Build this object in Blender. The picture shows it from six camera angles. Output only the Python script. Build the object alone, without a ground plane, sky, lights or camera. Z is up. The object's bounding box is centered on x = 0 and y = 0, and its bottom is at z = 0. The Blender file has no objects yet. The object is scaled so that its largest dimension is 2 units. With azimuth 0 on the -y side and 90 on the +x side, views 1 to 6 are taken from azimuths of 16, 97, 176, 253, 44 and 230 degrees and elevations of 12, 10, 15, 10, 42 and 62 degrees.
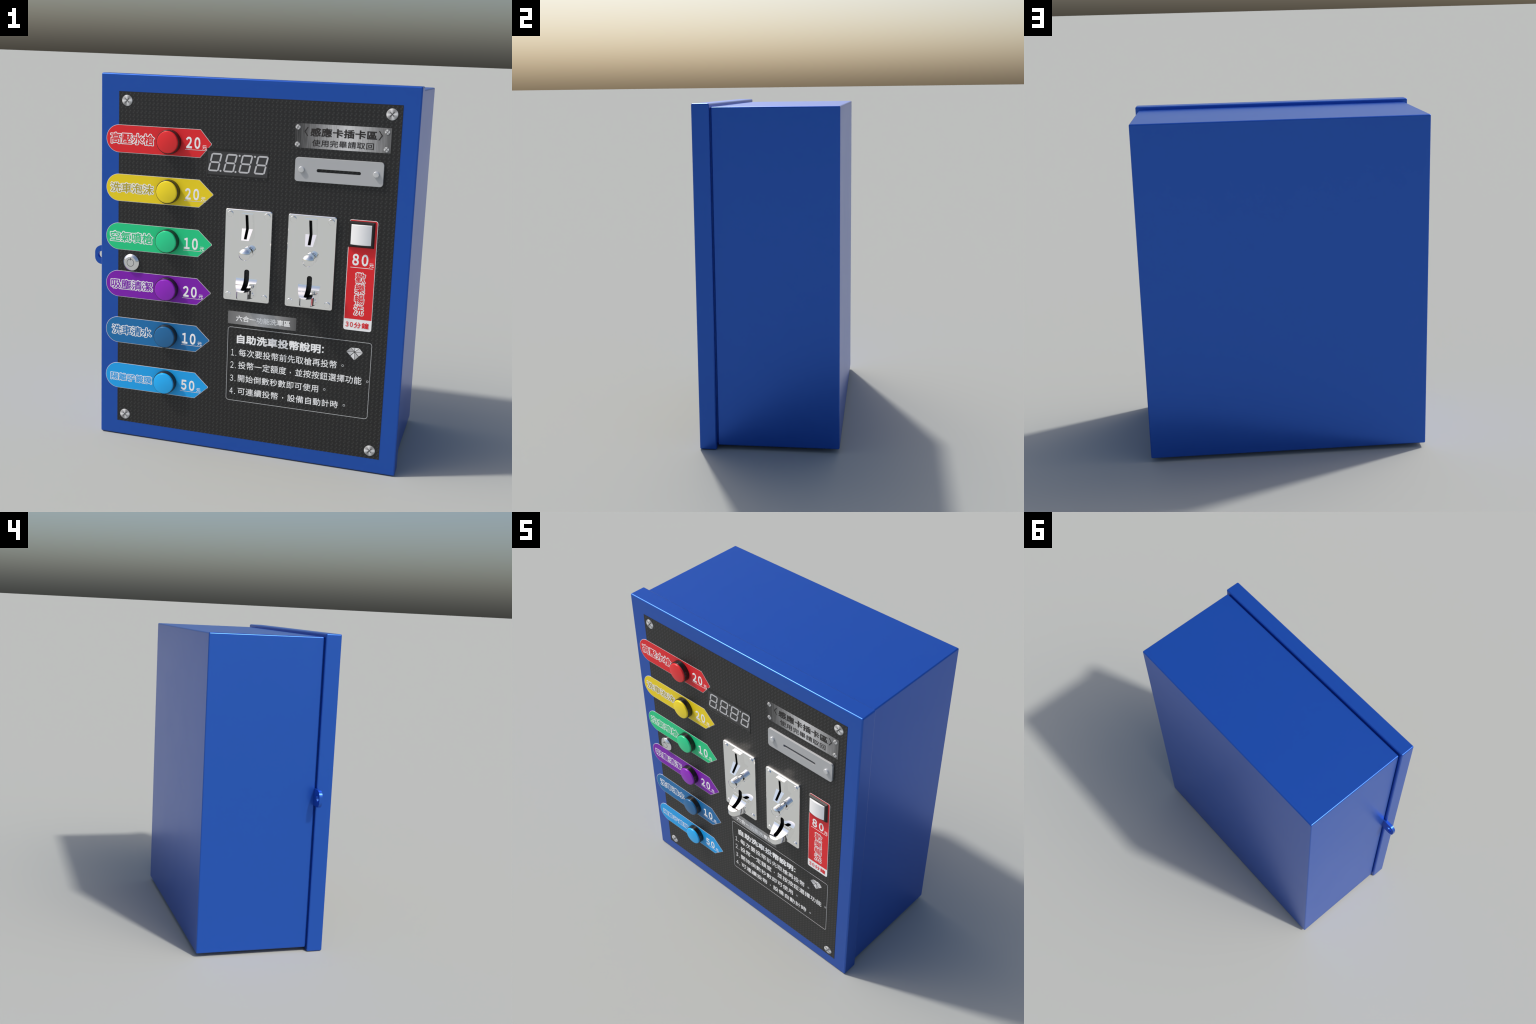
# Coin-operated self-service car-wash control box: blue steel cabinet with a carbon-pattern
# front panel, six arrow labels with push buttons, two chrome coin acceptors, card slot,
# digit display, start button, instruction text.  Metres, z up, front faces -y.
import bpy, bmesh, math
from mathutils import Vector, Matrix

PI = math.pi

# ------------------------------------------------------------------ sizes
DOOR = dict(x0=-0.7948, x1=0.8755, y0=-0.3556, y1=-0.2550, z0=0.0, z1=2.0)
BODY = dict(x0=-0.7750, x1=0.8565, y0=-0.2505, y1=0.4602, z0=0.0225, z1=1.9795)
PANEL = dict(x0=-0.6937, x1=0.7883, z0=0.0798, z1=1.9078)
Y_DOOR = -0.3530          # flat prints are laid out on this plane, then moved onto the door (see the end)
Y_PANEL = -0.3538
Y_RIM = -0.3542          # pale rim of the stickers
Y_STICKER = -0.3547
Y_INK = -0.3552          # printing on panel or stickers
Y_INK2 = -0.3556         # printing on printing


# ------------------------------------------------------------------ materials
def material(name, color, rough=0.5, metal=0.0, spec=0.5, coat=0.0, coat_rough=0.1):
    m = bpy.data.materials.new(name)
    m.use_nodes = True
    b = m.node_tree.nodes["Principled BSDF"]
    b.inputs["Base Color"].default_value = (*color, 1)
    b.inputs["Roughness"].default_value = rough
    b.inputs["Metallic"].default_value = metal
    b.inputs["Specular IOR Level"].default_value = spec
    b.inputs["Coat Weight"].default_value = coat
    b.inputs["Coat Roughness"].default_value = coat_rough
    return m


class Nodes:
    """small helper to write node graphs as expressions"""

    def __init__(self, mat):
        self.t = mat.node_tree
        self.b = self.t.nodes["Principled BSDF"]

    def put(self, socket, v):
        if isinstance(v, (int, float)):
            socket.default_value = v
        elif isinstance(v, tuple):
            socket.default_value = v
        else:
            self.t.links.new(v, socket)

    def math(self, op, a, b=0.0, c=None):
        n = self.t.nodes.new("ShaderNodeMath")
        n.operation = op
        self.put(n.inputs[0], a)
        self.put(n.inputs[1], b)
        if c is not None:
            self.put(n.inputs[2], c)
        return n.outputs[0]

    def xyz(self):
        c = self.t.nodes.new("ShaderNodeTexCoord")
        s = self.t.nodes.new("ShaderNodeSeparateXYZ")
        self.t.links.new(c.outputs["Object"], s.inputs[0])
        return s.outputs[0], s.outputs[1], s.outputs[2], c.outputs["Object"]

    def noise(self, vec, scale, detail=2.0, stretch=(1, 1, 1)):
        mp = self.t.nodes.new("ShaderNodeMapping")
        mp.inputs["Scale"].default_value = stretch
        self.t.links.new(vec, mp.inputs["Vector"])
        n = self.t.nodes.new("ShaderNodeTexNoise")
        n.inputs["Scale"].default_value = scale
        n.inputs["Detail"].default_value = detail
        self.t.links.new(mp.outputs[0], n.inputs["Vector"])
        return n.outputs["Fac"]

    def ramp(self, fac, stops):
        r = self.t.nodes.new("ShaderNodeValToRGB")
        els = r.color_ramp.elements
        while len(els) < len(stops):
            els.new(0.5)
        for e, (p, c) in zip(els, stops):
            e.position = p
            e.color = (*c, 1) if not isinstance(c, (int, float)) else (c, c, c, 1)
        self.put(r.inputs[0], fac)
        return r.outputs[0]


def blue_paint():
    m = material("blue_metallic_paint", (0.0182, 0.1025, 0.507), 0.30, 0.56)
    n = Nodes(m)
    x, y, z, v = n.xyz()
    f = n.noise(v, 3.0, 3)
    n.put(n.b.inputs["Roughness"], n.math("MULTIPLY_ADD", f, 0.04, 0.28))
    return m


def carbon():
    """black panel with a square lattice of paired grey weave dots"""
    m = material("carbon_weave_print", (0.02, 0.02, 0.02), 0.45, 0.0, 0.4)
    n = Nodes(m)
    x, y, z, v = n.xyz()
    P = 0.02205
    total = None
    for dx, dz in ((-0.1280, 1.8681), (-0.1222, 1.8766)):
        u = n.math("ABSOLUTE", n.math("SUBTRACT", n.math("FRACT", n.math("MULTIPLY_ADD", x, 1 / P, 40.5 - dx / P)), 0.5))
        w = n.math("ABSOLUTE", n.math("SUBTRACT", n.math("FRACT", n.math("MULTIPLY_ADD", z, 1 / P, 80.5 - dz / P)), 0.5))
        r2 = n.math("ADD", n.math("MULTIPLY", u, u), n.math("MULTIPLY", w, w))
        d = n.math("POWER", 2.718, n.math("MULTIPLY", r2, -42.0))
        total = d if total is None else n.math("ADD", total, d)
    n.put(n.b.inputs["Base Color"], n.ramp(total, [(0.0, 0.0135), (1.0, 0.054)]))
    return m


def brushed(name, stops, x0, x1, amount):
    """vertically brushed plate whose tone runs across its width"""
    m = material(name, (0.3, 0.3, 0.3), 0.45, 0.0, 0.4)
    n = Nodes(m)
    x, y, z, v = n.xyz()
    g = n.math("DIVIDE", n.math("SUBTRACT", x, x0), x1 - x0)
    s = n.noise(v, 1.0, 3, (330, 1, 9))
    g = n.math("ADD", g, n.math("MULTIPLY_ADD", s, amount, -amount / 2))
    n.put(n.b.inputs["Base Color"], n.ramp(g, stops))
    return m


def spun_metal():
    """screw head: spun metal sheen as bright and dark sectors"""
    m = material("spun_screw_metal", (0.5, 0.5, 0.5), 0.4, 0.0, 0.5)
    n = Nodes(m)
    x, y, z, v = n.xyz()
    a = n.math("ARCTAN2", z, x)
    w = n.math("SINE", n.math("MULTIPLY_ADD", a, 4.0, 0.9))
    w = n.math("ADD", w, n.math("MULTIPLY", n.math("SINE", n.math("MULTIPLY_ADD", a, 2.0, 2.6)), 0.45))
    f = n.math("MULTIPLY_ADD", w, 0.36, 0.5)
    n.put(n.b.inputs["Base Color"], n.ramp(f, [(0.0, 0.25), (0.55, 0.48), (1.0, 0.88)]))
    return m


M = {}
M["blue"] = blue_paint()
M["carbon"] = carbon()
M["chrome"] = material("polished_chrome", (0.96, 0.96, 0.96), 0.03, 1.0)
M["satin"] = material("satin_aluminium", (0.485, 0.495, 0.505), 0.45, 0.2)
M["lock"] = material("lock_steel", (0.82, 0.83, 0.84), 0.16, 1.0)
M["pin"] = material("pin_steel", (0.72, 0.73, 0.75), 0.25, 0.6)
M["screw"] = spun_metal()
M["slot"] = material("slot_dark", (0.012, 0.012, 0.012), 0.6)
M["groove"] = material("groove_grey", (0.085, 0.085, 0.088), 0.6)
M["black"] = material("black_plastic", (0.011, 0.011, 0.011), 0.24, 0.0, 0.5)
M["bezel"] = material("bezel_plastic", (0.016, 0.016, 0.016), 0.5, 0.0, 0.4)
M["white"] = material("white_print", (0.97, 0.97, 0.97), 0.5, 0.0, 0.5)
M["rim"] = material("sticker_rim", (0.74, 0.72, 0.72), 0.5, 0.0, 0.4)
M["line"] = material("frame_line_print", (0.52, 0.53, 0.54), 0.5, 0.0, 0.3)
M["cap_white"] = material("white_plastic", (0.93, 0.93, 0.93), 0.38, 0.0, 0.5)
M["ink_dark"] = material("dark_print", (0.030, 0.027, 0.026), 0.5, 0.0, 0.3)
M["display"] = material("display_face", (0.0125, 0.0125, 0.0125), 0.4, 0.0, 0.4)
M["window"] = material("display_window", (0.043, 0.043, 0.044), 0.4, 0.0, 0.4)
M["segment"] = material("display_segment", (0.58, 0.58, 0.59), 0.45)
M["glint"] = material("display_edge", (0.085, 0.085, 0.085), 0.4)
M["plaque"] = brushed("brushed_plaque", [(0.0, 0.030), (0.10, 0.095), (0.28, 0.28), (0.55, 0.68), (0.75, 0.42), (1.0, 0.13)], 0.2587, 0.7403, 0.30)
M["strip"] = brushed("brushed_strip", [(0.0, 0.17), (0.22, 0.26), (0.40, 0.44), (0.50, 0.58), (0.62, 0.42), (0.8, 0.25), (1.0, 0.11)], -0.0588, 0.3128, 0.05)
for i, g in enumerate((0.34, 0.54, 0.74, 0.92)):
    M["gem%d" % i] = material("gem_facet_print", (g, g, g), 0.5, 0.0, 0.3)

COLORS = {  # sticker, button cap
    "red": ((0.800, 0.018, 0.026), (0.790, 0.017, 0.022)),
    "yellow": ((0.910, 0.690, 0.010), (0.930, 0.720, 0.010)),
    "green": ((0.015, 0.640, 0.250), (0.016, 0.660, 0.280)),
    "purple": ((0.230, 0.007, 0.450), (0.290, 0.009, 0.530)),
    "steel": ((0.010, 0.172, 0.440), (0.008, 0.135, 0.340)),
    "sky": ((0.010, 0.390, 0.880), (0.009, 0.440, 0.950)),
}
M["ink_olive"] = material("olive_print", (0.520, 0.420, 0.030), 0.5, 0.0, 0.35)
for k, (a, b) in COLORS.items():
    M["sticker_" + k] = material("sticker_" + k, a, 0.48, 0.0, 0.35)
    M["cap_" + k] = material("button_plastic_" + k, b, 0.34, 0.0, 0.5)


# ------------------------------------------------------------------ building helpers
HARD = []                 # flat-sided parts that get face-weighted normals


def link(name, mesh, parent, mats=()):
    o = bpy.data.objects.new(name, mesh)
    bpy.context.scene.collection.objects.link(o)
    o.parent = parent
    for m in mats:
        mesh.materials.append(M[m])
    return o


def finish(bm, name, angle=35):
    bmesh.ops.recalc_face_normals(bm, faces=bm.faces)
    me = bpy.data.meshes.new(name)
    bm.to_mesh(me)
    bm.free()
    for p in me.polygons:
        p.use_smooth = True
    me.set_sharp_from_angle(angle=math.radians(angle))
    return me


def box_bm(x0, x1, y0, y1, z0, z1, bevel=0.0, seg=3):
    bm = bmesh.new()
    bmesh.ops.create_cube(bm, size=1)
    for v in bm.verts:
        v.co = ((x0 + x1) / 2 + v.co.x * (x1 - x0), (y0 + y1) / 2 + v.co.y * (y1 - y0), (z0 + z1) / 2 + v.co.z * (z1 - z0))
    if bevel:
        bmesh.ops.bevel(bm, geom=list(bm.edges), offset=bevel, segments=seg, profile=0.5, affect="EDGES")
    return bm


def slab_bm(outline, y_back, y_front, bevel=0.0, seg=2):
    """outline in (x, z), thickness from y_back to y_front (towards -y), front rim rounded"""
    bm = bmesh.new()
    front = [bm.verts.new((x, y_front, z)) for x, z in outline]
    back = [bm.verts.new((x, y_back, z)) for x, z in outline]
    f = bm.faces.new(front)
    bm.faces.new(back[::-1])
    n = len(outline)
    for i in range(n):
        bm.faces.new((front[i], back[i], back[(i + 1) % n], front[(i + 1) % n]))
    if bevel:
        bmesh.ops.recalc_face_normals(bm, faces=bm.faces)
        bm.normal_update()
        bmesh.ops.bevel(bm, geom=list(f.edges), offset=bevel, segments=seg, profile=0.5, affect="EDGES")
    return bm


def slab(name, outline, y_back, y_front, mat, parent, bevel=0.0, seg=2):
    o = link(name, finish(slab_bm(outline, y_back, y_front, bevel, seg), name), parent, (mat,))
    if bevel:
        HARD.append(o)
    return o


def band(name, outer, inner, y_back, y_front, mat, parent):
    """flat closed band between two outlines with the same number of points"""
    bm = bmesh.new()
    rings = [[bm.verts.new((x, y, z)) for x, z in line] for line, y in ((outer, y_back), (outer, y_front), (inner, y_front), (inner, y_back))]
    n = len(outer)
    for a in range(4):
        A, B = rings[a], rings[(a + 1) % 4]
        for i in range(n):
            bm.faces.new((A[i], A[(i + 1) % n], B[(i + 1) % n], B[i]))
    return link(name, finish(bm, name), parent, (mat,))


def round_rect(x0, x1, z0, z1, r, seg=6):
    pts = []
    for cx, cz, a0 in ((x1 - r, z1 - r, 0), (x0 + r, z1 - r, 90), (x0 + r, z0 + r, 180), (x1 - r, z0 + r, 270)):
        for i in range(seg + 1):
            a = math.radians(a0 + 90 * i / seg)
            pts.append((cx + r * math.cos(a), cz + r * math.sin(a)))
    return pts


def turned(name, profile, center, mats, parent, seg=48, groups=None, angle=35):
    """lathe about the -y axis; profile = [(radius, depth towards the viewer)], center = (x, y, z)"""
    bm = bmesh.new()
    rings = []
    for r, d in profile:
        if r < 1e-6:
            rings.append([bm.verts.new((0, -d, 0))])
        else:
            rings.append([bm.verts.new((r * math.cos(2 * PI * i / seg), -d, r * math.sin(2 * PI * i / seg))) for i in range(seg)])
    for k in range(len(rings) - 1):
        A, B = rings[k], rings[k + 1]
        for i in range(seg):
            j = (i + 1) % seg
            if len(B) == 1:
                f = bm.faces.new((A[i], A[j], B[0]))
            elif len(A) == 1:
                f = bm.faces.new((A[0], B[j], B[i]))
            else:
                f = bm.faces.new((A[i], A[j], B[j], B[i]))
            if groups:
                f.material_index = groups[k]
    me = finish(bm, name, angle)
    o = link(name, me, parent, mats)
    o.location = center
    return o


def arc(cr, cd, r, a0, a1, n=6):
    """profile arc: centre (radius, depth), angles in degrees"""
    return [(cr + r * math.cos(math.radians(a0 + (a1 - a0) * i / n)), cd + r * math.sin(math.radians(a0 + (a1 - a0) * i / n))) for i in range(n + 1)]


def copy_of(o, location):
    c = o.copy()
    bpy.context.scene.collection.objects.link(c)
    c.location = location
    return c


def cut(obj, cutter_bm, sharp=35):
    """boolean cut; the cut walls take the cutter's dark slot material"""
    bmesh.ops.recalc_face_normals(cutter_bm, faces=cutter_bm.faces)
    me = bpy.data.meshes.new("cutter")
    cutter_bm.to_mesh(me)
    cutter_bm.free()
    me.materials.append(M["slot"])
    c = bpy.data.objects.new("cutter", me)
    bpy.context.scene.collection.objects.link(c)
    mod = obj.modifiers.new("cut", "BOOLEAN")
    mod.operation = "DIFFERENCE"
    mod.object = c
    mod.solver = "EXACT"
    mod.material_mode = "TRANSFER"
    dg = bpy.context.evaluated_depsgraph_get()
    dg.update()
    new = bpy.data.meshes.new_from_object(obj.evaluated_get(dg))
    obj.modifiers.clear()
    old = obj.data
    new.name = old.name
    obj.data = new
    bpy.data.meshes.remove(old)
    bpy.data.objects.remove(c)
    bpy.data.meshes.remove(me)
    for p in new.polygons:
        p.use_smooth = True
    new.set_sharp_from_angle(angle=math.radians(sharp))
    if obj not in HARD:
        HARD.append(obj)


# ------------------------------------------------------------------ lettering
def glyphs(body, bold, spacing=1.0, lines=1.0):
    c = bpy.data.curves.new("lettering", "FONT")
    c.body = body
    c.size = 1.0
    c.space_character = spacing
    c.space_line = lines
    c.resolution_u = 3
    c.fill_mode = "FRONT" if bold == 0 else "BOTH"
    c.bevel_depth = bold
    c.bevel_resolution = 1
    c.extrude = 0.0 if bold else 0.01
    o = bpy.data.objects.new("lettering", c)
    bpy.context.scene.collection.objects.link(o)
    dg = bpy.context.evaluated_depsgraph_get()
    dg.update()
    me = bpy.data.meshes.new_from_object(o.evaluated_get(dg))
    bpy.data.objects.remove(o)
    bpy.data.curves.remove(c)
    me.materials.clear()
    return me


def bounds(me):
    xs = [v.co.x for v in me.vertices]
    ys = [v.co.y for v in me.vertices]
    return min(xs), max(xs), min(ys), max(ys)


def place(me, fit, box, y, depth=0.0006):
    """stretch the flat lettering into the box (x0, x1, z0, z1) standing at depth y"""
    fx0, fx1, fy0, fy1 = fit
    sx = (box[1] - box[0]) / (fx1 - fx0)
    sz = (box[3] - box[2]) / (fy1 - fy0)
    zs = [v.co.z for v in me.vertices]
    lo, hi = min(zs), max(zs)
    for v in me.vertices:
        t = (v.co.z - lo) / (hi - lo) if hi > lo else 1.0
        v.co = (box[0] + (v.co.x - fx0) * sx, y + depth - depth * 2 * t if False else y + depth * (1 - t), box[2] + (v.co.y - fy0) * sz)
    for p in me.polygons:
        p.use_smooth = False


def lettering(name, body, box, y, mat, parent, bold=0.02, spacing=1.0, lines=1.0):
    me = glyphs(body, bold, spacing, lines)
    me.name = name
    place(me, bounds(me), box, y)
    return link(name, me, parent, (mat,))


def outlined_lettering(name, body, box, fill, edge, parent, bold=0.012, halo=0.075, lines=1.0):
    """letters in the fill colour with a round pale contour: a ring of shifted copies below, one set on top"""
    thin = glyphs(body, bold, 1.0, lines)
    x0, x1, y0, y1 = bounds(thin)
    fit = (x0 - halo, x1 + halo, y0 - halo, y1 + halo)
    bm = bmesh.new()
    copies = 14
    for k in range(copies):
        one = thin.copy()
        a = 2 * PI * k / copies
        place(one, fit, box, Y_INK + 0.00028 - 0.00002 * k, 0.0002)
        dx = halo * math.cos(a) * (box[1] - box[0]) / (fit[1] - fit[0])
        dz = halo * math.sin(a) * (box[3] - box[2]) / (fit[3] - fit[2])
        one.transform(Matrix.Translation((dx, 0, dz)))
        bm.from_mesh(one)
        bpy.data.meshes.remove(one)
    fat = bpy.data.meshes.new(name + "_contour")
    bm.to_mesh(fat)
    bm.free()
    place(thin, fit, box, Y_INK2, 0.0003)
    thin.name = name
    link(name + "_contour", fat, parent, (edge,))
    link(name, thin, parent, (fill,))


# ------------------------------------------------------------------ the box
root = bpy.data.objects.new("car_wash_control_box", None)
bpy.context.scene.collection.objects.link(root)
root.empty_display_size = 0.2
root["label"] = "blue metal coin operated car wash control box with colourful buttons"
root["category"] = "control box"

# cabinet: main shell plus the slightly narrower neck that meets the door
bm = box_bm(**{k: BODY[k] for k in BODY}, bevel=0.0080, seg=4)
cabinet = link("cabinet_body", finish(bm, "cabinet_body"), root, ("blue",))
bm = box_bm(BODY["x0"] + 0.012, BODY["x1"] - 0.012, DOOR["y1"] - 0.004, BODY["y0"] + 0.006, BODY["z0"] + 0.012, BODY["z1"] - 0.012)
link("door_seal", finish(bm, "door_seal"), cabinet, ("blue",))

bm = box_bm(**DOOR, bevel=0.0088, seg=4)
door = link("door", finish(bm, "door"), root, ("blue",))


def hasp_outline():
    """padlock ear: flat bar with a well rounded end, pointing to -x"""
    xo, xi, zc, h, r = -0.8755, -0.74, 1.0015, 0.0530, 0.040
    pts = [(xi, zc - h), (xi, zc + h)]
    for i in range(9):
        a = math.radians(90 + 90 * i / 8)
        pts.append((xo + r + r * math.cos(a), zc + h - r + r * math.sin(a)))
    for i in range(9):
        a = math.radians(180 + 90 * i / 8)
        pts.append((xo + r + r * math.cos(a), zc - h + r + r * math.sin(a)))
    return pts


hasp = link("padlock_ear", finish(slab_bm(hasp_outline(), -0.2440, -0.2640), "padlock_ear"), root, ("blue",))
hole = bmesh.new()
bmesh.ops.create_cone(hole, cap_ends=True, segments=40, radius1=0.0215, radius2=0.0215, depth=0.2, matrix=Matrix.Translation((-0.8355, -0.254, 1.0015)) @ Matrix.Rotation(PI / 2, 4, "X"))
cut(hasp, hole)
for i in range(len(hasp.data.materials)):
    hasp.data.materials[i] = M["blue"]

# printed carbon-look panel on the door
panel = link("front_panel", finish(box_bm(PANEL["x0"], PANEL["x1"], Y_PANEL, Y_DOOR + 0.002, PANEL["z0"], PANEL["z1"]), "front_panel"), root, ("carbon",))


# ------------------------------------------------------------------ screws
def cross_screw(name, r, center, parent, y_face):
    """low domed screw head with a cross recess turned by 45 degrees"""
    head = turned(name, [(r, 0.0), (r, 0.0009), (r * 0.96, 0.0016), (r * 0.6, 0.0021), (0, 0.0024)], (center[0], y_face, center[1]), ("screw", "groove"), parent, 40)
    bm = bmesh.new()
    bm.from_mesh(head.data)
    for sign, length, width in ((1, 0.56, 0.10), (-1, 0.50, 0.075)):
        for half in (1, -1):
            rot = Matrix.Rotation(math.radians(-47 * sign), 4, "Y")
            vs = []
            for (a, b) in ((0, -1), (1, -0.75), (1, 0.75), (0, 1)):
                p = rot @ Vector((half * a * length * r, -0.0025 - 0.0001 * sign, b * width * r * half))
                vs.append(bm.verts.new(p))
            f = bm.faces.new(vs)
            f.material_index = 1
    bm.to_mesh(head.data)
    bm.free()
    return head


first = cross_screw("panel_screw", 0.0285, (-0.6472, 1.8617), panel, Y_PANEL)
for x, z in ((0.7366, 1.8617), (-0.6472, 0.1231), (0.7366, 0.1231)):
    copy_of(first, (x, Y_PANEL, z))


# ------------------------------------------------------------------ arrow labels with push buttons
def arrow(zc, m, xt=-0.1585):
    """sticker outline: round left end, straight flanks, blunt arrow tip; m = inset"""
    h, xl, xs = 0.0732 - m, -0.6912, -0.2375
    pts = []
    for i in range(25):
        a = math.radians(90 + 180 * i / 24)
        pts.append((xl + h * math.cos(a), zc + h * math.sin(a)))
    s = xs - 0.40 * m
    t = xt - 1.35 * m
    pts.append((s, zc - h))
    k = 0.88
    pts.append((s + (t - s) * k, zc - h * (1 - k)))
    pts.append((s + (t - s) * 0.97, zc - h * 0.055))
    pts.append((s + (t - s) * 0.97, zc + h * 0.055))
    pts.append((s + (t - s) * k, zc + h * (1 - k)))
    pts.append((s, zc + h))
    return pts


def push_button(x, z, cap, parent):
    ring = [(0.0640, 0.0), (0.0626, 0.0300)] + arc(0.0605, 0.0307, 0.0021, 0, 90, 4) + [(0.0590, 0.0328), (0.0590, 0.027)]
    b = turned("push_button", ring, (x, -0.3545, z), ("black",), parent, 64)
    # cap: short tapered side, small round edge, then a shallow spherical dome
    dome = [(0.0586, 0.0), (0.0583, 0.0080), (0.0570, 0.0122)] + arc(0.0542, 0.0122, 0.0026, 8, 66, 5)
    r0, d0 = dome[-1]
    dome += [(r0 * c, d0 + 0.0045 * (1 - c * c)) for c in (0.94, 0.86, 0.75, 0.6, 0.44, 0.27, 0.12)] + [(0, d0 + 0.0045)]
    turned("button_cap", dome, (0, -0.0268, 0), (cap,), b, 64, angle=50)
    return b


LABELS = [  # colour, centre z, name, letter box x0 x1 z0 z1, price, price z0 z1
    ("red", 1.6615, "高壓水槍", (-0.7435, -0.4885, 1.6310, 1.6965), "２０", 1.6328, 1.6937),
    ("yellow", 1.4016, "洗車泡沫", (-0.7440, -0.4895, 1.3716, 1.4318), "２０", 1.3649, 1.4262),
    ("green", 1.1368, "空氣噴槍", (-0.7435, -0.4895, 1.1033, 1.1680), "１０", 1.1000, 1.1635),
    ("purple", 0.8740, "吸塵清潔", (-0.7385, -0.4875, 0.8405, 0.9030), "２０", 0.8396, 0.8997),
    ("steel", 0.6117, "洗車清水", (-0.7320, -0.4890, 0.5826, 0.6432), "１０", 0.5772, 0.6396),
    ("sky", 0.3472, "陽離子鍍膜", (-0.7370, -0.4848, 0.3155, 0.3648), "５０", 0.3130, 0.3726),
]
for col, zc, words, box, price, p0, p1 in LABELS:
    tip = -0.1745 if col == "red" else -0.1585
    st = slab("function_label", arrow(zc, 0.0022, tip), Y_DOOR + 0.001, Y_STICKER, "sticker_" + col, root)
    slab("label_rim", arrow(zc, 0.0, tip), Y_DOOR + 0.001, Y_RIM, "rim", st)
    outlined_lettering("function_lettering", words, box, "ink_olive" if col == "yellow" else "sticker_" + col, "white", st, 0.016, 0.072)
    lettering("price_lettering", price, (-0.3165, -0.2375, p0, p1), Y_INK, "white", st, 0.036, 0.70)
    lettering("currency_lettering", "元", (-0.2272, -0.2022, p0 - 0.001, p0 + 0.0205), Y_INK, "white", st, 0.012)
    zl = p0 - 0.0055
    slab("price_underline", [(-0.3205, zl - 0.0012), (-0.2015, zl - 0.0012), (-0.2015, zl + 0.0012), (-0.3205, zl + 0.0012)], Y_STICKER + 0.001, Y_INK, "rim", st)
    push_button(-0.4058, zc, "cap_" + col, root)

# ------------------------------------------------------------------ key lock
lock_profile = [(0.0456, 0.0), (0.0456, 0.0050), (0.0450, 0.0062), (0.0335, 0.0158), (0.0322, 0.0163), (0.0209, 0.0163), (0.0209, 0.0145), (0.0184, 0.0145), (0.0184, 0.0163), (0, 0.0163)]
lock = turned("key_lock", lock_profile, (-0.6152, Y_PANEL, 0.9992), ("lock", "groove"), root, 64, groups=[0, 0, 0, 0, 0, 1, 1, 1, 0], angle=20)
notch = [(-0.0024, 0.0135), (0.0024, 0.0135), (0.0024, 0.0265), (-0.0024, 0.0265)]
k = slab("key_notch", notch, -0.0150, -0.0166, "groove", lock)

# ------------------------------------------------------------------ digit display
display = slab("digit_display", [(-0.2003, 1.4955), (0.1297, 1.4955), (0.1297, 1.6425), (-0.2003, 1.6425)], Y_DOOR, -0.35515, "display", root)
slab("display_window", [(-0.1950, 1.5085), (0.1250, 1.5085), (0.1250, 1.6290), (-0.1950, 1.6290)], Y_DOOR, -0.3554, "window", display)
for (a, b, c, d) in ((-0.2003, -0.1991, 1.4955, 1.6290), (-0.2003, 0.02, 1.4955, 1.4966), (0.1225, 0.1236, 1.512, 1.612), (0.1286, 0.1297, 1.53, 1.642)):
    slab("display_edge_glint", [(a, c), (b, c), (b, d), (a, d)], Y_DOOR, -0.3556, "glint", display)  # glints on the display modelled as thin pale strips
for i in range(8):
    x = -0.178 + 0.0408 * i
    slab("display_pin_mark", [(x - 0.004, 1.4975), (x + 0.004, 1.4975), (x + 0.003, 1.5010), (x - 0.003, 1.5010)], Y_DOOR, -0.3556, "glint", display)


def seven_segment(x, z0, w, h, slant, t):
    """list of segment polygons (x, z) of one slanted figure eight; x = left foot"""
    def at(u, v):
        return (x + u * w + slant * v, z0 + v * h)
    g = t * 0.5
    segs = []
    for v in (0.0, 0.5, 1.0):      # horizontal bars
        cx0, cz = at(0, v)
        cx1, _ = at(1, v)
        off = g * (1 - 2 * v)      # keep bars inside the height
        segs.append([(cx0 + 1.2 * g, cz + off), (cx0 + 2.0 * g, cz + off - g), (cx1 - 2.0 * g, cz + off - g), (cx1 - 1.2 * g, cz + off), (cx1 - 2.0 * g, cz + off + g), (cx0 + 2.0 * g, cz + off + g)])
    for u in (0.0, 1.0):           # upright bars
        for v in (0.0, 0.5):
            ax, az = at(u, v + 0.055)
            bx, bz = at(u, v + 0.445)
            e = g if u == 0 else -g
            segs.append([(ax + e, az - g * 0.6), (ax + e + g, az + g * 0.5), (bx + e + g, bz - g * 0.5), (bx + e, bz + g * 0.6), (bx + e - g, bz - g * 0.5), (ax + e - g, az + g * 0.5)])
    return segs


for d in range(4):
    for poly in seven_segment(-0.1935 + 0.0822 * d, 1.5245, 0.0580, 0.0950, 0.0195, 0.0084):
        slab("digit_segment", poly, Y_DOOR, -0.3560, "segment", display, 0.0)
for x, z in ((-0.1243, 1.5290), (-0.0437, 1.5290), (-0.0241, 1.6130), (0.0572, 1.6130)):
    slab("digit_point", [(x + 0.0052 * math.cos(i * PI / 8), z + 0.0052 * math.sin(i * PI / 8)) for i in range(16)], Y_DOOR, -0.3560, "segment", display)

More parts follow.
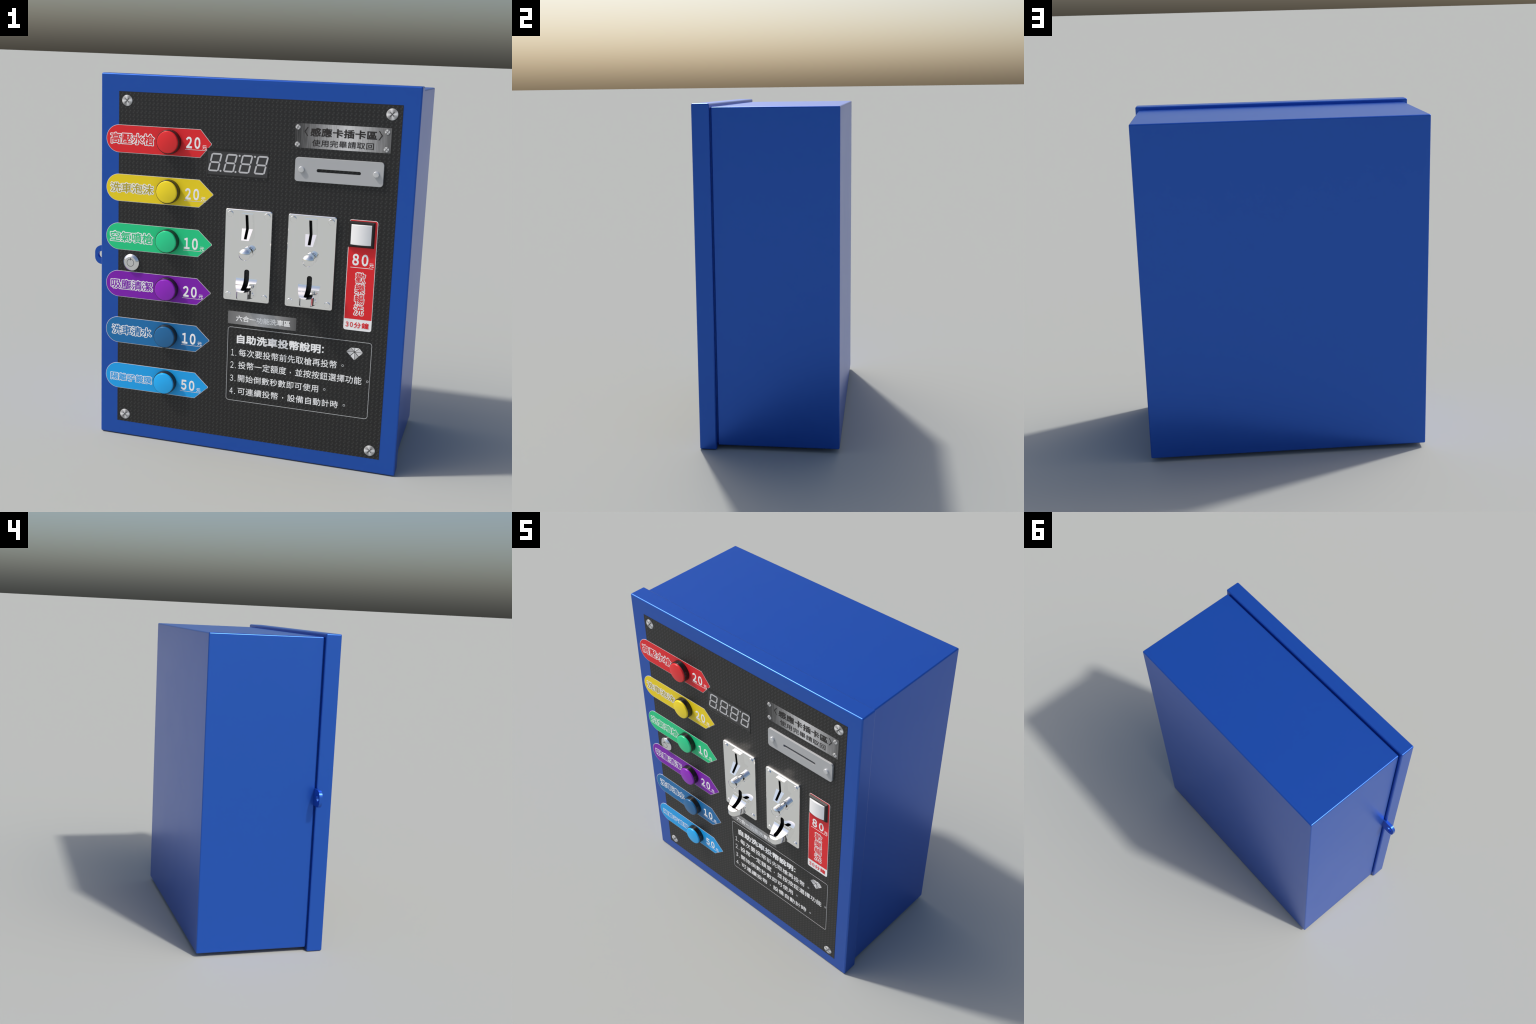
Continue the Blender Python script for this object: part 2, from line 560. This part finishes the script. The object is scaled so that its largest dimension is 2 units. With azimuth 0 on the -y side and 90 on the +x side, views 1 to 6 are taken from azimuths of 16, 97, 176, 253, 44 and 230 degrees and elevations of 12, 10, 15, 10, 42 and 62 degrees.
# ------------------------------------------------------------------ card plaque and card slot
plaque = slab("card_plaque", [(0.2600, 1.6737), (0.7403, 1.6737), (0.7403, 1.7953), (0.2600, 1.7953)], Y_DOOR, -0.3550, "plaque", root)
first = cross_screw("plaque_screw", 0.0125, (0.2742, 1.7759), plaque, -0.3550)
for x, z in ((0.7196, 1.7759), (0.7196, 1.6908), (0.2742, 1.6908)):
    copy_of(first, (x, -0.3550, z))
lettering("plaque_lettering", "感應卡插卡區", (0.3370, 0.6710, 1.7325, 1.7778), -0.3556, "ink_dark", plaque, 0.034, 1.06)
lettering("plaque_note_lettering", "使用完畢請取回", (0.3483, 0.6580, 1.6850, 1.7192), -0.3556, "ink_dark", plaque, 0.014, 1.06)
for s, xe in ((1, 0.3068), (-1, 0.6985)):
    slab("bracket_mark", [(xe, 1.7565), (xe + s * 0.0160, 1.7790), (xe + s * 0.0212, 1.7790), (xe + s * 0.0064, 1.7565), (xe + s * 0.0212, 1.7340), (xe + s * 0.0160, 1.7340)][::s], Y_DOOR, -0.3556, "ink_dark", plaque)

card = slab("card_reader_plate", round_rect(0.2708, 0.7168, 1.5075, 1.6285, 0.016), Y_PANEL + 0.0005, -0.3680, "satin", root, 0.0022, 2)
cut(card, slab_bm(round_rect(0.3820, 0.6050, 1.5590, 1.5755, 0.0080), -0.30, -0.40))
for i in range(len(card.data.materials)):
    card.data.materials[i] = M["satin"]
pin = turned("plate_pin", [(0.0150, 0.0), (0.0150, 0.0075)] + arc(0.0120, 0.0075, 0.0030, 0, 90, 4)[1:] + [(0, 0.0108)], (0.3052, -0.3680, 1.5682), ("pin",), card, 32)
copy_of(pin, (0.6812, -0.3680, 1.5682))


# ------------------------------------------------------------------ coin acceptors
def prism_x(profile, half_width_at, cx):
    """solid from a closed (y, z) profile; half width follows half_width_at(y, z)"""
    bm = bmesh.new()
    L = [bm.verts.new((cx - half_width_at(y, z), y, z)) for y, z in profile]
    R = [bm.verts.new((cx + half_width_at(y, z), y, z)) for y, z in profile]
    bm.faces.new(L)
    bm.faces.new(R[::-1])
    n = len(profile)
    for i in range(n):
        bm.faces.new((L[i], R[i], R[(i + 1) % n], L[(i + 1) % n]))
    return bm


def lean(bm, cx):
    """the upper part of the spout and its slit leans a little to the left"""
    for v in bm.verts:
        v.co.x -= 0.0060 * max(0.0, (v.co.z - 1.2455) / 0.0755)


def slit(cx):
    bm = prism_x([(-0.30, 1.3165), (-0.45, 1.3165), (-0.45, 1.2455), (-0.45, 1.1960), (-0.30, 1.1960), (-0.30, 1.2455)], lambda y, z: 0.0077, cx)
    lean(bm, cx)
    return bm


def coin_acceptor(cx):
    yp = -0.3700
    plate = slab("coin_acceptor", round_rect(cx - 0.1268, cx + 0.1250, 0.8545, 1.3415, 0.012), Y_PANEL + 0.0005, yp, "chrome", root, 0.0070, 4)
    # slit for the coin, and the long return slot
    cut(plate, slit(cx))
    cut(plate, slab_bm(round_rect(cx - 0.0135, cx + 0.0135, 0.9000, 1.0270, 0.0122), -0.30, -0.45))

    # spout: upright cheek above, ramp leaning out below, narrowing downwards
    profile = [(-0.368, 1.3220), (-0.3855, 1.3220), (-0.3860, 1.2455), (-0.4245, 1.1900), (-0.4245, 1.1860), (-0.368, 1.1770)]
    bm = prism_x(profile, lambda y, z: 0.0302 if z > 1.3 else 0.0290 if z > 1.24 else 0.0202, cx)
    lean(bm, cx)
    spout = link("coin_spout", finish(bm, "coin_spout", 20), plate, ("chrome",))
    cut(spout, slit(cx), 12)

    # return knob: neck and domed head
    head = [(0.0190, 0.0), (0.0190, 0.0130), (0.0270, 0.0140), (0.0292, 0.0152), (0.0302, 0.0172), (0.0304, 0.0200), (0.0304, 0.0598)]
    head += arc(0.0284, 0.0598, 0.0020, 10, 70, 3)
    r0, d0 = head[-1]
    head += [(r0 * math.sqrt(1 - t * t), d0 + 0.0125 * t * t) for t in (0.25, 0.4, 0.55, 0.7, 0.82, 0.92)] + [(0, d0 + 0.0125)]
    turned("return_knob", head, (cx + 0.0012, yp, 1.1165), ("chrome",), plate, 56, angle=40)

    # coin return cup: D-shaped plan, concave sloping mouth
    ys = [-0.368, -0.378, -0.388, -0.397, -0.406, -0.415, -0.424, -0.432, -0.440, -0.4470, -0.4530, -0.4570, -0.4594, -0.4602]
    wide = [0.0575, 0.0566, 0.0542, 0.0513, 0.0477, 0.0439, 0.0400, 0.0364, 0.0325, 0.0283, 0.0230, 0.0165, 0.0092, 0.0]      # half width at the mouth
    low = [w - max(0, (y + 0.425) * 0.07) for w, y in zip(wide, ys)]                                         # half width of the body
    bm = bmesh.new()
    rings = []
    for z, flare, inset in ((0.8840, 0, 0.0060), (0.8858, 0, 0.0018), (0.8900, 0, 0), (0.9150, 0, 0), (0.9300, 0.12, 0), (0.9450, 0.42, 0), (0.9600, 0.76, 0), (0.9760, 1.0, 0), (1.0000, 1.0, 0)):
        def at(side, i):
            w = low[i] + (wide[i] - low[i]) * flare
            k = 1 - inset / 0.04
            return bm.verts.new((cx + side * w * k, -0.368 + (ys[i] + 0.368) * (1 - inset / 0.092), z))
        n = len(ys)
        rings.append([at(1, i) for i in range(n)] + [at(-1, i) for i in range(n - 2, -1, -1)])
    for A, B in zip(rings, rings[1:]):
        for i in range(len(A)):
            bm.faces.new((A[i], A[(i + 1) % len(A)], B[(i + 1) % len(A)], B[i]))
    bm.faces.new(rings[0])
    bm.faces.new(rings[-1][::-1])
    cup = link("coin_return_cup", finish(bm, "coin_return_cup"), plate, ("chrome",))
    mouth = [(-0.30, 1.2), (-0.30, 0.9810), (-0.3702, 0.9810)]
    for i in range(1, 37):                      # concave scoop: leaves the plate tangentially, runs out at the lip
        t = i / 36
        a = PI / 2 * t
        mouth.append((-0.3702 - 0.0905 * (0.88 * (1 - math.cos(a)) + 0.12 * t), 0.9810 - 0.0555 * (0.88 * math.sin(a) + 0.12 * t)))
    mouth += [(-0.50, 0.9210), (-0.50, 1.2)]
    cut(cup, prism_x(mouth, lambda y, z: 0.2, cx))
    for i in range(len(cup.data.materials)):
        cup.data.materials[i] = M["chrome"]
    me = cup.data
    for p in me.polygons:
        p.material_index = 0
    while len(me.materials) > 1:
        me.materials.pop()
    cut(cup, slab_like_slot(cx))
    rivet = turned("plate_rivet", [(0.0168, 0.0), (0.0168, 0.0022)] + arc(0.0138, 0.0022, 0.0030, 0, 90, 4)[1:] + [(0, 0.0054)], (cx - 0.0985, yp, 1.3140), ("chrome",), plate, 32)
    for dx, z in ((0.0985, 1.3140), (-0.0985, 0.8830), (0.0985, 0.8830)):
        copy_of(rivet, (cx + dx, yp, z))
    return plate


def slab_like_slot(cx):
    """vertical well with a round front end, cut into the cup's mouth"""
    bm = bmesh.new()
    plan = [(cx - 0.0135, -0.34), (cx - 0.0135, -0.4270)]
    for i in range(1, 8):
        a = PI + PI * i / 8
        plan.append((cx + 0.0135 * math.cos(a), -0.4270 + 0.0095 * math.sin(a)))
    plan += [(cx + 0.0135, -0.4270), (cx + 0.0135, -0.34)]
    lo = [bm.verts.new((x, y, 0.8990)) for x, y in plan]
    hi = [bm.verts.new((x, y, 1.1000)) for x, y in plan]
    bm.faces.new(lo)
    bm.faces.new(hi[::-1])
    n = len(plan)
    for i in range(n):
        bm.faces.new((lo[i], hi[i], hi[(i + 1) % n], lo[(i + 1) % n]))
    return bm


coin_acceptor(0.0400)
coin_acceptor(0.3747)

# ------------------------------------------------------------------ red sticker with the square start button
sx0, sx1, sz0, sz1, sr = 0.5601, 0.7043, 0.7632, 1.3350, 0.012
start = slab("start_label", round_rect(sx0, sx1, sz0, sz1, sr), Y_DOOR, Y_RIM, "white", root)
red = [p for p in round_rect(sx0 + 0.0025, sx1 - 0.0025, 0.70, sz1 - 0.0025, sr - 0.0025) if p[1] > 0.9]
red += [(sx0 + 0.0025, 0.8229), (sx1 - 0.0025, 0.8229)]
slab("start_label_field", red, Y_DOOR, Y_STICKER, "sticker_red", start)
lettering("price_lettering", "８０", (0.5862, 0.6675, 1.1015, 1.1622), Y_INK, "white", start, 0.036, 0.70)
lettering("currency_lettering", "元", (0.6722, 0.6960, 1.0978, 1.1188), Y_INK, "white", start, 0.012)
slab("price_underline", [(0.5783, 1.0902), (0.6920, 1.0902), (0.6920, 1.0928), (0.5783, 1.0928)], Y_DOOR, Y_INK, "white", start)
outlined_lettering("start_lettering", "歡\n樂\n暢\n洗", (0.6045, 0.6620, 0.8405, 1.0695), "sticker_red", "white", start, 0.014, 0.072)
lettering("duration_lettering", "３０", (0.5706, 0.6090, 0.7795, 0.8065), Y_INK, "sticker_red", start, 0.028, 0.68)
lettering("duration_lettering", "分鐘", (0.6130, 0.6912, 0.7765, 0.8085), Y_INK, "sticker_red", start, 0.022, 1.12)

bx, bz = 0.6260, 1.2620
frame = bmesh.new()
rings = []
for h, y in ((0.0672, -0.3535), (0.0668, -0.3575), (0.0595, -0.3690), (0.0525, -0.3695), (0.0518, -0.3640)):
    rings.append([frame.verts.new((bx + sx * h, y, bz + sz * h)) for sx, sz in ((-1, -1), (1, -1), (1, 1), (-1, 1))])
for A, B in zip(rings, rings[1:]):
    for i in range(4):
        frame.faces.new((A[i], A[(i + 1) % 4], B[(i + 1) % 4], B[i]))
frame.faces.new(rings[0][::-1])
bezel = link("start_button", finish(frame, "start_button", 20), root, ("bezel",))
cap = bmesh.new()
rows = []
N = 16
for j, (dz, dy) in enumerate(((-0.0515, 0.0060), (-0.0512, 0.0010), (-0.0490, -0.0004), (0.0490, -0.0004), (0.0512, 0.0010), (0.0515, 0.0060))):
    row = []
    for i in range(N + 1):
        u = -1 + 2 * i / N
        bulge = 0.0085 * (1 - u * u)            # barrel-shaped face, fullest at mid width
        row.append(cap.verts.new((bx + u * 0.0515, -0.3700 - bulge * (0.0 if j in (0, 5) else 1.0) + dy, bz + dz)))
    rows.append(row)
for A, B in zip(rows, rows[1:]):
    for i in range(N):
        cap.faces.new((A[i], A[i + 1], B[i + 1], B[i]))
link("start_button_cap", finish(cap, "start_button_cap", 20), bezel, ("cap_white",))

# ------------------------------------------------------------------ name strip and instructions
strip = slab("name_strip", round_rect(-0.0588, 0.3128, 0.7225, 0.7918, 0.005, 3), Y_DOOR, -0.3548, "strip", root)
lettering("strip_lettering", "六合一功能洗車區", (-0.0145, 0.2815, 0.7385, 0.7722), -0.3554, "white", strip, 0.024)

outer = round_rect(-0.0575, 0.7142, 0.2938, 0.7052, 0.016)
inner = round_rect(-0.0552, 0.7119, 0.2961, 0.7029, 0.0137)
note = band("instruction_frame", outer, inner, Y_DOOR, -0.3546, "line", root)
lettering("instruction_title", "自助洗車投幣說明", (-0.0062, 0.4490, 0.6160, 0.6680), -0.3546, "white", note, 0.036, 1.05)
for z in (0.6270, 0.6510):
    slab("instruction_title", [(0.4570, z - 0.004), (0.4650, z - 0.004), (0.4650, z + 0.004), (0.4570, z + 0.004)], Y_DOOR, -0.3546, "white", note)
LINES = [  # number, text, x end, z bottom, z top, comma x, stop x
    ("１", "每次要投幣前先取槍再投幣", 0.0072, 0.5390, 0.5458, 0.5885, None, 0.5690),
    ("２", "投幣一定額度　並按按鈕選擇功能", 0.0070, 0.6722, 0.4760, 0.5190, 0.2935, 0.7020),
    ("３", "開始倒數秒數即可使用", 0.0070, 0.4475, 0.4030, 0.4440, None, 0.4800),
    ("４", "可連續投幣　設備自動計時", 0.0078, 0.5562, 0.3305, 0.3712, 0.2585, 0.5880),
]
for num, words, x0, x1, z0, z1, comma, stop in LINES:
    lettering("instruction_lettering", words, (x0, x1, z0, z1), -0.3546, "white", note, 0.006, 1.05)
    lettering("instruction_lettering", num[0], (-0.0350 if num == "１" else -0.0375, -0.0195, z0 + 0.0005, z1 - 0.006), -0.3546, "white", note, 0.0)
    slab("instruction_lettering", [(-0.0105, z0 + 0.001), (-0.0065, z0 + 0.001), (-0.0065, z0 + 0.005), (-0.0105, z0 + 0.005)], Y_DOOR, -0.3546, "white", note)
    if comma:
        zc = z0 + 0.016
        slab("instruction_lettering", [(comma - 0.003, zc + 0.004), (comma - 0.0005, zc - 0.005), (comma + 0.003, zc - 0.001), (comma + 0.003, zc + 0.004)], Y_DOOR, -0.3546, "white", note)
    zc = z0 + 0.0220
    ring = lambda r: [(stop + r * math.cos(i * PI / 10), zc + r * math.sin(i * PI / 10)) for i in range(20)]
    band("instruction_lettering", ring(0.0064), ring(0.0040), Y_DOOR, -0.3546, "line", note)

# gem emblem: crown and pavilion facets in four greys, thin dark gaps between
gx, gz = 0.6268, 0.6475
gem_pts = dict(L=(-0.0455, 0.0), TL=(-0.0225, 0.0235), T=(0.0005, 0.0242), TR=(0.0255, 0.0240), R=(0.0452, 0.0), B=(0.0010, -0.0458), C=(0.0, 0.0015), ML=(-0.0225, 0.0015), MR=(0.0225, 0.0015), BL=(-0.0225, -0.0225), BR=(0.0230, -0.0225))
FACETS = [("L", "TL", "C", 1), ("TL", "T", "C", 2), ("T", "TR", "C", 3), ("TR", "R", "C", 2), ("L", "C", "BL", 2), ("BL", "C", "B", 3), ("C", "BR", "B", 1), ("C", "R", "BR", 2)]
emblem = None
for a, b, c, tone in FACETS:
    P3 = [Vector(gem_pts[q]) for q in (a, b, c)]
    cen = sum(P3, Vector((0, 0))) / 3
    tri = [(gx + (cen + (p - cen) * 0.84).x, gz + (cen + (p - cen) * 0.84).y) for p in P3]
    o = slab("gem_facet", tri, Y_DOOR, -0.3546, "gem%d" % tone, note)

# the flat prints and the panel sit on the door's face
FLAT = ("front_panel", "function_label", "digit_display", "card_plaque", "start_label", "name_strip", "instruction_frame", "key_lock")
for o in root.children:
    if o.name.split(".")[0] in FLAT:
        o.location += Vector((0.0010, -0.0031, 0.0007))

HARD += [cabinet, door]
for o in HARD:
    w = o.modifiers.new("weighted_normals", "WEIGHTED_NORMAL")
    w.keep_sharp = True
    w.weight = 90
